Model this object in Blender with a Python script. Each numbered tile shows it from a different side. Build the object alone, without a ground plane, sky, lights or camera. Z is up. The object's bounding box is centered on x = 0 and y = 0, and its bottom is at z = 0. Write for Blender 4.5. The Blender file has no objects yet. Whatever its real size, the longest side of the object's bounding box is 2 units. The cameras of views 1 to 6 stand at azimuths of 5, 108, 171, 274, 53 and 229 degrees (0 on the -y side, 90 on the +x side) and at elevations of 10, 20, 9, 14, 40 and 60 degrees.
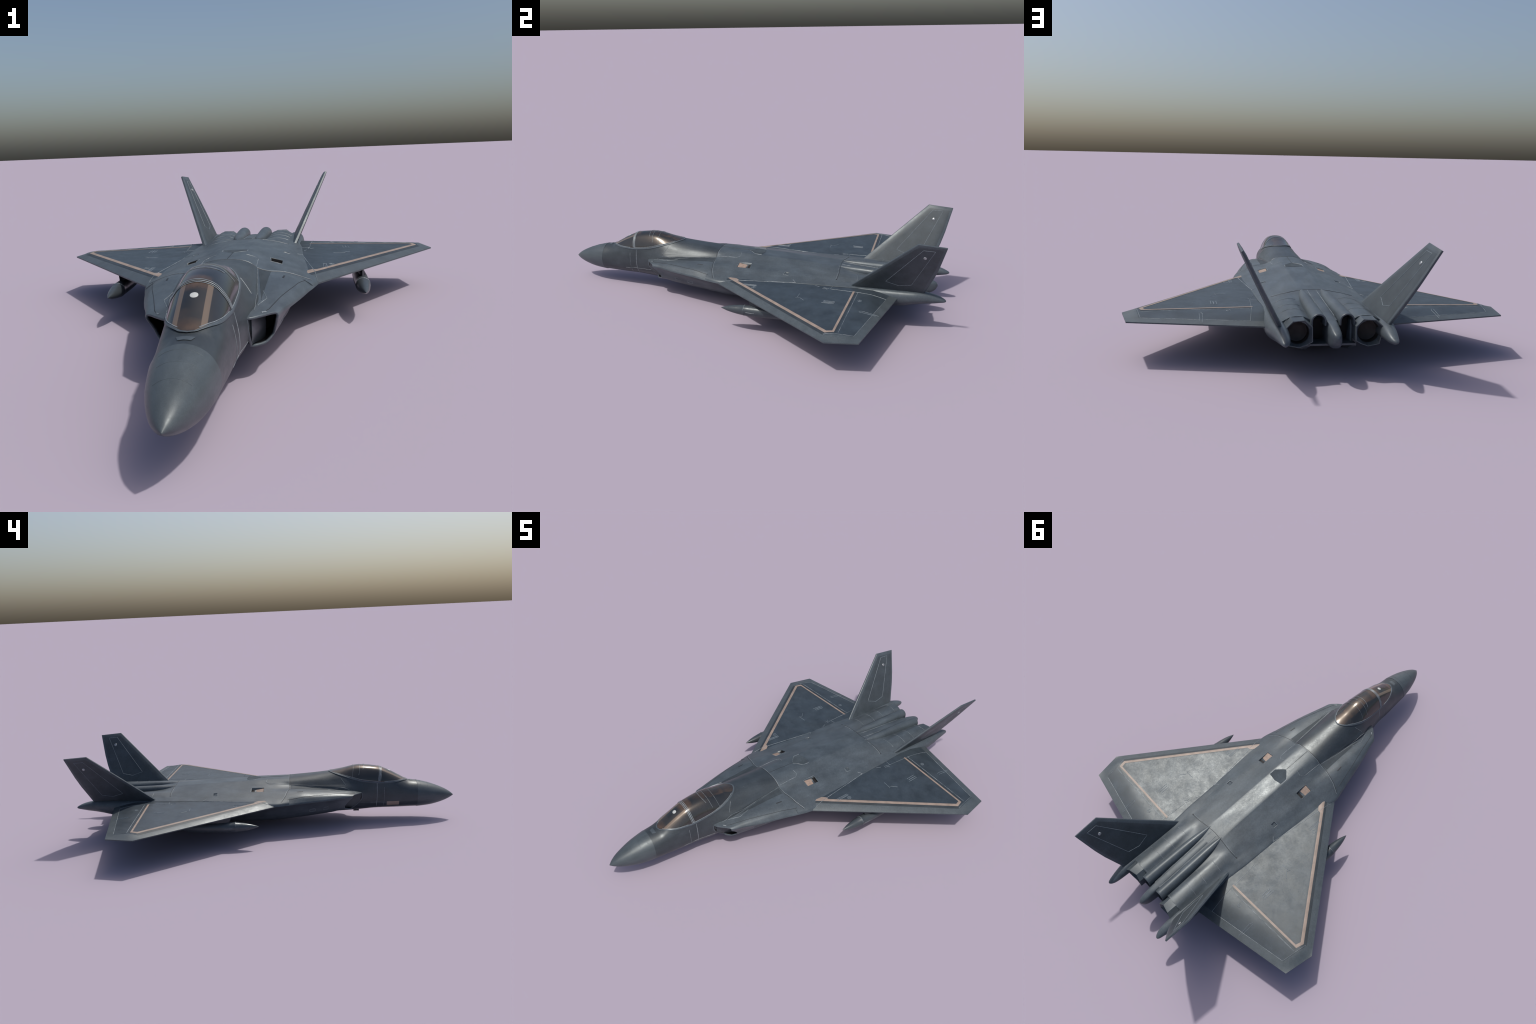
import bpy, bmesh, math
import numpy as np
from mathutils import Vector, Matrix
from mathutils.bvhtree import BVHTree

# ------------------------------------------------------------------ helpers
def slopes(xs, ys):
    """monotone (pchip) slopes, ys may be 2-D (n, k)"""
    xs = np.asarray(xs, float); ys = np.asarray(ys, float)
    if ys.ndim == 1: ys = ys[:, None]
    h = np.diff(xs)[:, None]; d = np.diff(ys, axis=0) / h
    m = np.zeros_like(ys)
    m[0] = d[0]; m[-1] = d[-1]
    for i in range(1, len(xs) - 1):
        w1 = 2 * h[i] + h[i - 1]; w2 = h[i] + 2 * h[i - 1]
        ok = d[i - 1] * d[i] > 0
        with np.errstate(divide='ignore', invalid='ignore'):
            v = (w1 + w2) / (w1 / d[i - 1] + w2 / d[i])
        m[i] = np.where(ok, v, 0.0)
    return xs, ys, m

class Curve:
    """smooth table lookup: rows of (station, values...)"""
    def __init__(self, rows):
        a = np.array(rows, float)
        self.x, self.y, self.m = slopes(a[:, 0], a[:, 1:])
    def __call__(self, t):
        x = self.x
        t = min(max(t, x[0]), x[-1])
        i = min(max(int(np.searchsorted(x, t)) - 1, 0), len(x) - 2)
        h = x[i + 1] - x[i]; s = (t - x[i]) / h
        r = ((1 + 2 * s) * (1 - s) ** 2 * self.y[i] + s * (1 - s) ** 2 * h * self.m[i]
             + s * s * (3 - 2 * s) * self.y[i + 1] + s * s * (s - 1) * h * self.m[i + 1])
        return r if len(r) > 1 else float(r[0])

class Sections:
    """cross-section control points (x, z) given at stations along y"""
    def __init__(self, table):
        self.n = len(next(iter(table.values())))
        self.c = Curve([[y] + [v for p in pts for v in p] for y, pts in sorted(table.items())])
    def pts(self, y):
        return self.c(y).reshape(self.n, 2)

def spline_pts(P, per, mirror_ends=True):
    """Catmull-Rom through P (n,2); ends mirrored over x = 0 so the loop closes smoothly"""
    P = np.asarray(P, float); n = len(P)
    a = P[1] * [-1, 1] if mirror_ends else 2 * P[0] - P[1]
    b = P[-2] * [-1, 1] if mirror_ends else 2 * P[-1] - P[-2]
    Q = np.vstack([a, P, b]); out = []
    for i in range(n - 1):
        p0, p1, p2, p3 = Q[i:i + 4]
        # centripetal-like tangents
        d0 = max(np.linalg.norm(p1 - p0), 1e-6) ** .5; d1 = max(np.linalg.norm(p2 - p1), 1e-6) ** .5
        d2 = max(np.linalg.norm(p3 - p2), 1e-6) ** .5
        m1 = d1 * ((p1 - p0) / d0 - (p2 - p0) / (d0 + d1) + (p2 - p1) / d1)
        m2 = d1 * ((p2 - p1) / d1 - (p3 - p1) / (d1 + d2) + (p3 - p2) / d2)
        for k in range(per):
            s = k / per
            out.append((1 + 2 * s) * (1 - s) ** 2 * p1 + s * (1 - s) ** 2 * m1
                       + s * s * (3 - 2 * s) * p2 + s * s * (s - 1) * m2)
    out.append(P[-1])
    return np.array(out)

ROOT = bpy.data.objects.new("fighter_jet", None)
bpy.context.scene.collection.objects.link(ROOT)
ROOT["label"] = "dark grey twin-engine delta-wing stealth fighter jet with canted fins"
ROOT["category"] = "fighter jet"

def make(name, verts, faces, mat, parent=None, angle=35, flip=False, kind=None):
    me = bpy.data.meshes.new(name)
    me.from_pydata([tuple(map(float, v)) for v in verts], [], faces)
    bm = bmesh.new(); bm.from_mesh(me)
    bmesh.ops.remove_doubles(bm, verts=bm.verts, dist=1e-6)
    bmesh.ops.dissolve_degenerate(bm, edges=bm.edges, dist=1e-7)
    bmesh.ops.recalc_face_normals(bm, faces=bm.faces)
    bm.to_mesh(me); bm.free()
    me.shade_smooth()
    if angle is not None: me.set_sharp_from_angle(angle=math.radians(angle))
    me.materials.append(mat)
    ob = bpy.data.objects.new(name, me)
    bpy.context.scene.collection.objects.link(ob)
    ob.parent = parent or ROOT
    if kind: ob["kind"] = kind
    return ob

def loft(rings, closed=True, cap0=True, cap1=True):
    n = len(rings[0]); V = [p for r in rings for p in r]; F = []
    for i in range(len(rings) - 1):
        for j in range(n if closed else n - 1):
            k = (j + 1) % n
            F.append((i * n + j, i * n + k, (i + 1) * n + k, (i + 1) * n + j))
    if cap0: F.append(tuple(range(n)))
    if cap1: F.append(tuple((len(rings) - 1) * n + j for j in range(n)))
    return V, F

def mirror_ring(half):
    """half outline (x>=0, from x=0 to x=0) -> full closed outline"""
    half = list(half)
    return half + [(-x, z) for x, z in reversed(half[1:-1])]

def lin(a, b, n): return list(np.linspace(a, b, n))
def sm(t): t = min(max(t, 0), 1); return t * t * (3 - 2 * t)

# ------------------------------------------------------------------ materials
def nodes_of(name):
    m = bpy.data.materials.new(name); m.use_nodes = True
    nt = m.node_tree; b = nt.nodes["Principled BSDF"]
    return m, nt, b

def noise(nt, scale, detail=4, rough=.55, stretch=(1, 1, 1)):
    tc = nt.nodes.new("ShaderNodeTexCoord"); mp = nt.nodes.new("ShaderNodeMapping")
    mp.inputs["Scale"].default_value = stretch
    nt.links.new(tc.outputs["Object"], mp.inputs["Vector"])
    n = nt.nodes.new("ShaderNodeTexNoise")
    n.inputs["Scale"].default_value = scale; n.inputs["Detail"].default_value = detail
    n.inputs["Roughness"].default_value = rough
    nt.links.new(mp.outputs[0], n.inputs["Vector"])
    return n.outputs["Fac"]

def ramp(nt, fac, stops):
    r = nt.nodes.new("ShaderNodeValToRGB"); e = r.color_ramp.elements
    while len(e) < len(stops): e.new(.5)
    for el, (p, c) in zip(e, stops):
        el.position = p; el.color = (*c, 1) if len(c) == 3 else c
    nt.links.new(fac, r.inputs[0]); return r.outputs[0]

def mixc(nt, fac, a, b, mode='MIX'):
    m = nt.nodes.new("ShaderNodeMix"); m.data_type = 'RGBA'; m.blend_type = mode
    for sock, v in ((m.inputs[0], fac), (m.inputs[6], a), (m.inputs[7], b)):
        if hasattr(v, "is_linked"): nt.links.new(v, sock)
        elif isinstance(v, (int, float)): sock.default_value = v
        else: sock.default_value = (*v, 1)
    return m.outputs[2]

def math_n(nt, op, a, b=None, c=None, clamp=False):
    m = nt.nodes.new("ShaderNodeMath"); m.operation = op; m.use_clamp = clamp
    for i, v in enumerate((a, b, c)):
        if v is None: continue
        if hasattr(v, "is_linked"): nt.links.new(v, m.inputs[i])
        else: m.inputs[i].default_value = v
    return m.outputs[0]

def obj_xyz(nt):
    tc = nt.nodes.new("ShaderNodeTexCoord"); s = nt.nodes.new("ShaderNodeSeparateXYZ")
    nt.links.new(tc.outputs["Object"], s.inputs[0]); return s.outputs

def mul3(c, k): return tuple(v * k for v in c)

BASE = (.056, .070, .082)
def edge_mask(nt, lines, upright=False):
    """1 inside any of the border bands; lines = (point, unit normal pointing inward, band width), mirrored in x"""
    x, y, z = obj_xyz(nt)[:3]; ax = z if upright else math_n(nt, 'ABSOLUTE', x); out = None
    for (px, py), (nx, ny), w in lines:
        d = math_n(nt, 'ADD', math_n(nt, 'MULTIPLY', math_n(nt, 'SUBTRACT', ax, px), nx),
                   math_n(nt, 'MULTIPLY', math_n(nt, 'SUBTRACT', y, py), ny))
        f = math_n(nt, 'MULTIPLY', math_n(nt, 'SUBTRACT', w, d), 900, clamp=True)
        out = f if out is None else math_n(nt, 'MAXIMUM', out, f)
    return out

def paint(name, base=BASE, rough=.44, contrast=.22, warm=.20, stretch=(1, .35, 1), metal=.0, spec=.5, bands=None, band_gain=1.5, mottle=.13, upright=False, band_col=None):
    """weathered low-visibility paint: cloudy tone, long streaks, worn mottling, fine grain"""
    m, nt, b = nodes_of(name)
    big = noise(nt, 11, 5, .6)
    col = ramp(nt, big, [(.30, mul3(base, 1 - contrast)), (.70, mul3(base, 1 + contrast))])
    tint = noise(nt, 5, 3, .5, (1, .6, 1))
    tf = ramp(nt, tint, [(.48, (0, 0, 0)), (.75, (warm, warm, warm))])
    col = mixc(nt, tf, col, (base[0] * 1.45, base[1] * 1.18, base[2] * .95))
    if bands:
        k = edge_mask(nt, bands, upright)
        col = mixc(nt, k, col, mul3(base, band_gain) if band_col is None else band_col)
    streak = noise(nt, 40, 4, .6, stretch)
    sc = ramp(nt, streak, [(.30, (.86, .86, .86)), (.70, (1.13, 1.13, 1.13))])
    col = mixc(nt, 1.0, col, sc, 'MULTIPLY')
    mot = noise(nt, 150, 5, .65)
    mc = ramp(nt, mot, [(.32, (1 - mottle,) * 3), (.68, (1 + mottle,) * 3)])
    col = mixc(nt, 1.0, col, mc, 'MULTIPLY')
    grain = noise(nt, 520, 2, .5)
    gc = ramp(nt, grain, [(.3, (.90, .90, .90)), (.7, (1.10, 1.10, 1.10))])
    col = mixc(nt, 1.0, col, gc, 'MULTIPLY')
    nt.links.new(col, b.inputs["Base Color"])
    rr = math_n(nt, 'ADD', math_n(nt, 'MULTIPLY', noise(nt, 26, 5, .65, stretch), .6), math_n(nt, 'MULTIPLY', mot, .4))
    rv = nt.nodes.new("ShaderNodeMapRange")
    rv.inputs["From Min"].default_value = .35; rv.inputs["From Max"].default_value = .65
    rv.inputs["To Min"].default_value = rough - .08; rv.inputs["To Max"].default_value = rough + .08
    nt.links.new(rr, rv.inputs["Value"]); nt.links.new(rv.outputs[0], b.inputs["Roughness"])
    b.inputs["Metallic"].default_value = metal
    b.inputs["Specular IOR Level"].default_value = spec
    b.inputs["Specular Tint"].default_value = (.91, .98, 1.0, 1)
    bp = nt.nodes.new("ShaderNodeBump"); bp.inputs["Strength"].default_value = .12
    bp.inputs["Distance"].default_value = .002
    hh = math_n(nt, 'ADD', streak, math_n(nt, 'MULTIPLY', mot, .35))
    nt.links.new(hh, bp.inputs["Height"]); nt.links.new(bp.outputs[0], b.inputs["Normal"])
    return m

# wing border bands: leading edge, trailing edge, tip
_L0, _L1, _T1, _T0 = np.array([.261, -.056]), np.array([.7135, .562]), np.array([.688, .694]), np.array([.217, .788])
def inward(a, b):
    d = (b - a) / np.linalg.norm(b - a); n = np.array([-d[1], d[0]])
    c = np.array([.40, .45]); return tuple(n if n @ (c - a) > 0 else -n)
WING_BANDS = [(tuple(_L0), inward(_L0, _L1), .0365), (tuple(_T0), inward(_T0, _T1), .036), (tuple(_L1), inward(_L1, _T1), .047)]
M_BODY = paint("body_paint", rough=.41)
M_WING = paint("wing_paint", (.032, .043, .054), contrast=.24, warm=.3, stretch=(.6, .6, 1), bands=WING_BANDS, band_col=(.058, .071, .080))
def fin_border(a, b, w):
    a, b = np.array(a), np.array(b); d = (b - a) / np.linalg.norm(b - a); n = np.array([-d[1], d[0]])
    return (tuple(a), tuple(n if n @ (np.array([.30, .83]) - a) > 0 else -n), w)
FIN_BANDS = [fin_border(*q) for q in (((.1865, .576), (.4525, .870), .013), ((.4525, .870), (.4435, .9885), .013), ((.4435, .9885), (.334, .9605), .012), ((.334, .9605), (.1865, .904), .012))]
M_FIN = paint("fin_paint", mul3(BASE, .68), contrast=.20, stretch=(1, .5, .5), bands=FIN_BANDS, band_gain=1.45, upright=True)
M_NOSE = paint("nose_cone_paint", (.057, .070, .079), rough=.40, contrast=.05, warm=.03, mottle=.06)
M_FORE = paint("forward_paint", (.034, .042, .049), rough=.38, contrast=.2)
M_HATCH = paint("matt_hatch_paint", mul3(BASE, .95), rough=.75, contrast=.15, spec=.15)
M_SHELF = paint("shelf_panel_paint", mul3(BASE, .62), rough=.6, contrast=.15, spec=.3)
M_DARK = paint("dark_panel_paint", mul3(BASE, .48), contrast=.2)
M_EDGE = paint("edge_paint", mul3(BASE, 1.12), contrast=.12, warm=.1)
M_TANK = paint("tank_paint", mul3(BASE, .75), rough=.34, contrast=.12, mottle=.07)

def flat(name, col, rough=.5, metal=0, var=.12, scale=60):
    m, nt, b = nodes_of(name)
    c = ramp(nt, noise(nt, scale, 4, .6), [(.3, mul3(col, 1 - var)), (.7, mul3(col, 1 + var))])
    nt.links.new(c, b.inputs["Base Color"])
    b.inputs["Roughness"].default_value = rough; b.inputs["Metallic"].default_value = metal
    return m

M_TAN = flat("tan_primer", (.255, .200, .165), .5, var=.16, scale=30)
M_VENT = flat("vent_primer", (.27, .20, .16), .55, var=.2, scale=90)
def worn_line():
    m, nt, b = nodes_of("bare_edge_line")
    c = ramp(nt, noise(nt, 34, 4, .7), [(.30, mul3(BASE, 1.3)), (.44, (.13, .155, .17)), (.62, (.27, .30, .32))])
    nt.links.new(c, b.inputs["Base Color"])
    b.inputs["Roughness"].default_value = .42; b.inputs["Metallic"].default_value = .2
    return m
M_LINE = worn_line()
M_RIM = flat("bright_rim", (.24, .275, .295), .38, .2, var=.3, scale=60)
M_MARK = flat("stencil_mark", (.135, .165, .19), .5, 0, var=.35, scale=90)
M_GROOVE = flat("panel_gap_and_relief", (.017, .02, .024), .6)
M_BLACK = flat("duct_black", (.006, .006, .007), .7)
M_NOZ_IN = flat("burnt_nozzle", (.022, .019, .018), .6, .2, var=.3)
M_WHITE = flat("white_mark", (.42, .44, .43), .45, var=.06)
M_SILVER = flat("bare_metal_disc", (.32, .34, .35), .3, .6, var=.15)

def canopy_material():
    m, nt, b = nodes_of("smoked_gold_canopy")
    x, y, z = obj_xyz(nt)[:3]
    ax = math_n(nt, 'ABSOLUTE', x)
    n1 = noise(nt, 26, 4, .6, (1, .35, 1)); n2 = noise(nt, 9, 3, .5)
    dark = ramp(nt, n2, [(.35, (.012, .015, .018)), (.7, (.030, .030, .030))])
    brown = ramp(nt, n1, [(.3, (.035, .025, .019)), (.7, (.11, .068, .044))])
    # brown interior and reflections painted along the crown; fuller on the aft half
    w = math_n(nt, 'MULTIPLY_ADD', noise(nt, 14, 3), .03, .018)
    crown = math_n(nt, 'SUBTRACT', w, ax)
    crown = math_n(nt, 'MULTIPLY', crown, 160, clamp=True)
    gap = ramp(nt, noise(nt, 11, 2, .5, (.2, 1, 0)), [(.44, (0, 0, 0)), (.56, (1, 1, 1))])
    f = math_n(nt, 'MULTIPLY', crown, gap)
    # two tan side rails behind the windshield
    rail = math_n(nt, 'SUBTRACT', ax, .030); rail = math_n(nt, 'ABSOLUTE', rail)
    rail = math_n(nt, 'SUBTRACT', .0065, rail); rail = math_n(nt, 'MULTIPLY', rail, 700, clamp=True)
    fr = math_n(nt, 'SUBTRACT', -.612, y); fr = math_n(nt, 'MULTIPLY', fr, 300, clamp=True)
    rail = math_n(nt, 'MULTIPLY', rail, fr)
    c = mixc(nt, math_n(nt, 'MULTIPLY', f, .75), dark, brown)
    c = mixc(nt, math_n(nt, 'MULTIPLY', rail, .8), c, (.15, .115, .088))
    nt.links.new(c, b.inputs["Base Color"])
    b.inputs["Roughness"].default_value = .17
    b.inputs["Specular IOR Level"].default_value = .7
    b.inputs["Specular Tint"].default_value = (1.0, .90, .80, 1)
    b.inputs["Coat Weight"].default_value = .25; b.inputs["Coat Roughness"].default_value = .08
    return m
M_GLASS = canopy_material()

# ------------------------------------------------------------------ forward fuselage
FORE = Sections({
    -.803: [(0, .2035), (.030, .1965), (.0524, .1803), (.0656, .1595), (.0705, .133), (.0656, .1063), (.0455, .079), (0, .0623)],
    -.755: [(0, .2105), (.030, .204), (.052, .190), (.0660, .168), (.0725, .135), (.068, .105), (.047, .078), (0, .061)],
    -.720: [(0, .229), (.028, .223), (.048, .208), (.0655, .182), (.0745, .136), (.070, .104), (.048, .077), (0, .0605)],
    -.660: [(0, .262), (.030, .253), (.052, .231), (.067, .200), (.0785, .140), (.073, .103), (.050, .076), (0, .060)],
    -.594: [(0, .287), (.034, .277), (.057, .249), (.0705, .213), (.082, .145), (.076, .103), (.052, .075), (0, .060)],
    -.500: [(0, .296), (.035, .287), (.061, .258), (.078, .218), (.0965, .160), (.089, .107), (.057, .070), (0, .054)],
    -.408: [(0, .279), (.034, .272), (.064, .250), (.092, .217), (.111, .193), (.094, .125), (.060, .066), (0, .050)],
    -.344: [(0, .267), (.035, .262), (.066, .243), (.092, .216), (.105, .200), (.092, .120), (.060, .062), (0, .048)],
    -.250: [(0, .257), (.036, .253), (.067, .239), (.090, .217), (.098, .207), (.088, .115), (.060, .058), (0, .046)],
    -.128: [(0, .246), (.040, .243), (.065, .235), (.083, .223), (.0885, .218), (.080, .110), (.060, .055), (0, .044)],
})
PER = 7
def fore_half(y):
    return spline_pts(FORE.pts(y), PER)
NOSE_HW = Curve([(-1, 0.001), (-.985, .0145), (-.96, .0300), (-.915, .0475), (-.87, .0600), (-.83, .0672), (-.803, .0713)])
NOSE_T = Curve([(-1, .1195), (-.985, .1335), (-.96, .1500), (-.915, .1710), (-.87, .1875), (-.83, .1985), (-.803, .2045)])
NOSE_B = Curve([(-1, .1175), (-.985, .1075), (-.96, .0950), (-.915, .0790), (-.87, .0685), (-.83, .0638), (-.803, .0615)])
def nose_ring(y, n=64):
    t, b, w = NOSE_T(y), NOSE_B(y), NOSE_HW(y)
    return [(w * math.sin(a), y, (t + b) / 2 + (t - b) / 2 * math.cos(a)) for a in np.linspace(0, 2 * math.pi, n, endpoint=False)]
ys = [-1 + .197 * (i / 40) ** 1.4 for i in range(41)]
make("nose_cone", *loft([nose_ring(y) for y in ys]), M_NOSE, angle=60)

ys = sorted(set(lin(-.8035, -.128, 110)))
rings = [[(x, y, z) for x, z in mirror_ring(fore_half(y))] for y in ys]
fore = make("forward_fuselage", *loft(rings), M_FORE, angle=40)

# canopy: a thin shell riding on the same surface, bounded by the sill curve
SILL = Curve([(-.752, .0), (-.748, .40), (-.740, .75), (-.722, 1.5), (-.700, 2.1), (-.66, 2.62), (-.594, 2.98), (-.52, 2.86), (-.46, 2.45), (-.41, 1.9), (-.375, 1.30), (-.355, .75), (-.346, .35), (-.342, .0)])
def fore_at(y, u, lift=0.0):
    """point on the forward fuselage: u counts control columns from the crown (0) to the keel (7)"""
    h = fore_half(y); t = min(max(abs(u), 0), 6.99) * PER; i = int(t); s = t - i
    p = h[i] * (1 - s) + h[i + 1] * s
    d = h[min(i + 1, len(h) - 1)] - h[max(i - 1, 0)] if i else np.array([1., 0.])
    nrm = np.array([-d[1], d[0]]); nrm /= max(np.linalg.norm(nrm), 1e-9)
    if nrm @ (p - np.array([0, .15])) < 0: nrm = -nrm
    p = p + nrm * lift
    return (math.copysign(p[0], u) if u else 0.0, y, p[1])

def shell(name, y0, y1, lift, mat, parent=None, ny=60, nu=40, inset=0.0):
    top = []; V = []; F = []
    yy = [y0 + (y1 - y0) * (.5 - .5 * math.cos(math.pi * i / (ny - 1))) for i in range(ny)]
    for y in yy:
        s = max(SILL(y) - inset, 0.012)
        for j in range(nu + 1):
            a = -1 + 2 * j / nu
            e = min(1 - abs(a), .06) / .06
            V.append(fore_at(y, s * a, lift * (math.sqrt(max(1 - (1 - e) ** 2, 0)) if True else 1) - .0006 * (1 - e)))
    n = nu + 1
    for i in range(ny - 1):
        for j in range(nu):
            F.append((i * n + j, i * n + j + 1, (i + 1) * n + j + 1, (i + 1) * n + j))
    return make(name, V, F, mat, parent, angle=None)
CANOPY = shell("canopy", -.7515, -.343, .0022, M_GLASS)

def surf_ribbon(name_list, pts, width, lift, thick=None):
    """ribbon on the forward-fuselage surface from (y, u) points -> appended verts / faces"""
    V, F = name_list
    base = len(V); P = [Vector(fore_at(y, u, lift)) for y, u in pts]
    N = [(Vector(fore_at(y, u, lift + .01)) - Vector(fore_at(y, u, lift))).normalized() for y, u in pts]
    return ribbon3(V, F, P, N, width)

def ribbon3(V, F, P, N, width, h=.0006):
    """raised strip with a roof profile following points P with normals N"""
    base = len(V); n = len(P)
    closed = (P[0] - P[-1]).length < 1e-6 and n > 3
    for i in range(n):
        a = P[i - 1] if i else (P[-2] if closed else P[0]); b = P[i + 1] if i < n - 1 else (P[1] if closed else P[-1])
        t = (b - a).normalized(); s = t.cross(N[i]).normalized() * (width / 2)
        V += [P[i] - s - N[i] * h, P[i] - s * .7 + N[i] * h * .5, P[i] + s * .7 + N[i] * h * .5, P[i] + s - N[i] * h]
    for i in range(n - 1):
        for j in range(3):
            a = base + i * 4 + j; F.append((a, a + 1, a + 5, a + 4))

def dense(pts, step):
    out = []
    for (a, b) in zip(pts[:-1], pts[1:]):
        a = np.array(a, float); b = np.array(b, float)
        k = max(1, int(np.linalg.norm(b - a) / step))
        out += [tuple(a + (b - a) * i / k) for i in range(k)]
    out.append(tuple(pts[-1])); return out

# canopy rims and hoops
V, F = [], []
rim = [(y, SILL(y)) for y in [-.752 + .41 * (.5 - .5 * math.cos(math.pi * i / 80)) for i in range(81)]]
loop = rim + [(y, -u) for y, u in reversed(rim[:-1])]
surf_ribbon((V, F), loop, .0085, .0022)
make("canopy_frame", V, F, M_EDGE, CANOPY, angle=50)
V, F = [], []
def hoop(y, du=-.12, w=.0022, lift=.0034, k=1.0):
    s = SILL(y) * k + du
    surf_ribbon((V, F), [(y + .010 * (abs(t) ** 2), s * t) for t in np.linspace(-1, 1, 41)], w, lift)
hoop(-.618); hoop(-.606); hoop(-.612, w=.004)
hoop(-.528, k=.45, du=0, w=.0016); hoop(-.505, k=.75, du=0, w=.0010); hoop(-.47, k=.9, du=0, w=.0008)
for sgn in (1, -1):
    surf_ribbon((V, F), [(y, sgn * (SILL(y) - .16)) for y in np.linspace(-.600, -.375, 50)], .0018, .0030)
    surf_ribbon((V, F), [(y, sgn * (SILL(y) - .14)) for y in np.linspace(-.738, -.628, 40)], .0018, .0030)
make("canopy_hoop", V, F, M_RIM, CANOPY, angle=50)
# white marker disc on the windshield crown
def disc_on(center, normal, r, h, name, mat, parent=None, n=24):
    c = Vector(center); nn = Vector(normal).normalized()
    a = nn.orthogonal().normalized(); b = nn.cross(a)
    rings = []
    for rr, hh in ((r * .999, -h), (r, h * .4), (r * .8, h), (r * .02, h * 1.15)):
        rings.append([c + (a * math.cos(t) + b * math.sin(t)) * rr + nn * hh for t in np.linspace(0, 2 * math.pi, n, endpoint=False)])
    return make(name, *loft(rings), mat, parent, angle=50)
p = Vector(fore_at(-.660, 0, .002)); q = Vector(fore_at(-.64, 0, .002)); t = (q - p).normalized()
disc_on(p, Vector((0, -t.z, t.y)), .0090, .0012, "marker_disc", M_WHITE, CANOPY)

# ------------------------------------------------------------------ centre fuselage (upper skin columns)
TOP = Sections({
    -.510: [(.05, .150), (.07, .158), (.085, .166), (.088, .1715), (.106, .1720), (.122, .1715), (.129, .1705), (.133, .1680)],
    -.455: [(.05, .155), (.07, .163), (.085, .172), (.092, .1815), (.122, .1800), (.140, .1765), (.154, .1735), (.161, .1690)],
    -.408: [(.05, .160), (.07, .170), (.085, .180), (.097, .1895), (.128, .1860), (.149, .1820), (.166, .1755), (.174, .1685)],
    -.344: [(.05, .165), (.07, .176), (.085, .186), (.097, .1955), (.128, .1930), (.158, .1890), (.182, .1785), (.194, .1660)],
    -.250: [(.05, .180), (.07, .188), (.080, .196), (.092, .2035), (.126, .2010), (.163, .1975), (.199, .1845), (.219, .1640)],
    -.185: [(.05, .200), (.06, .205), (.075, .209), (.088, .2120), (.125, .2060), (.165, .2025), (.208, .1870), (.234, .1620)],
    -.128: [(0, .2455), (.040, .2425), (.065, .2350), (.0885, .218), (.122, .2080), (.163, .2030), (.211, .1860), (.247, .1600)],
    -.050: [(0, .2430), (.042, .2410), (.058, .2360), (.090, .2225), (.120, .2120), (.158, .2030), (.208, .1860), (.262, .1600)],
    .030:  [(0, .2402), (.043, .2393), (.055, .2360), (.090, .2230), (.119, .2140), (.155, .2030), (.203, .1860), (.253, .1690)],
    .110:  [(0, .2362), (.043, .2356), (.054, .2325), (.090, .2205), (.120, .2115), (.157, .2015), (.198, .1870), (.242, .1715)],
    .260:  [(0, .2298), (.043, .2293), (.054, .2265), (.090, .2165), (.122, .2080), (.160, .1980), (.190, .1875), (.222, .1755)],
    .400:  [(0, .2223), (.043, .2218), (.054, .2195), (.090, .2115), (.122, .2040), (.158, .1940), (.184, .1865), (.214, .1780)],
    .490:  [(0, .2165), (.042, .2162), (.056, .2145), (.090, .2085), (.120, .2025), (.157, .1920), (.183, .1865), (.211, .1785)],
    .560:  [(0, .2105), (.030, .2090), (.060, .2040), (.083, .2035), (.110, .2050), (.140, .1990), (.165, .1895), (.205, .1785)],
    .700:  [(0, .2000), (.025, .1985), (.055, .1930), (.076, .1960), (.100, .2040), (.138, .2010), (.166, .1885), (.195, .1785)],
    .865:  [(0, .1870), (.022, .1860), (.050, .1840), (.074, .1910), (.098, .2010), (.142, .2000), (.167, .1870), (.180, .1780)],
})
# lower skin: chine edge underside, undercut side, bilge corner, keel
LOW = Sections({
    -.510: [(.136, .1640), (.134, .1500), (.128, .128), (.118, .098), (.104, .0850), (.094, .0850)],
    -.455: [(.163, .1630), (.158, .1480), (.150, .125), (.143, .101), (.128, .0880), (.092, .0850)],
    -.408: [(.175, .1620), (.166, .1470), (.156, .123), (.147, .100), (.130, .0880), (.080, .0800)],
    -.344: [(.195, .1600), (.178, .1450), (.162, .118), (.152, .095), (.130, .0765), (.060, .0660)],
    -.250: [(.220, .1580), (.193, .1420), (.170, .113), (.157, .084), (.128, .0630), (.040, .0540)],
    -.185: [(.235, .1565), (.200, .1390), (.174, .108), (.158, .077), (.122, .0525), (.020, .0470)],
    -.128: [(.250, .1550), (.214, .1360), (.184, .104), (.162, .069), (.118, .0455), (0, .0410)],
    -.050: [(.265, .1535), (.222, .1270), (.186, .092), (.162, .059), (.110, .0350), (0, .0310)],
    .030:  [(.250, .1500), (.216, .1230), (.184, .086), (.160, .054), (.105, .0325), (0, .0270)],
    .200:  [(.220, .1480), (.207, .1200), (.182, .082), (.158, .050), (.100, .0300), (0, .0250)],
    .350:  [(.205, .1480), (.200, .1200), (.176, .085), (.153, .053), (.100, .0330), (0, .0280)],
    .500:  [(.200, .1490), (.196, .1250), (.178, .095), (.151, .066), (.100, .0480), (0, .0430)],
    .700:  [(.190, .1500), (.190, .1300), (.181, .109), (.153, .090), (.100, .0800), (0, .0850)],
    .865:  [(.178, .1500), (.176, .1350), (.166, .118), (.140, .108), (.080, .1120), (0, .1120)],
})
KT, KL = 6, 5
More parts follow.
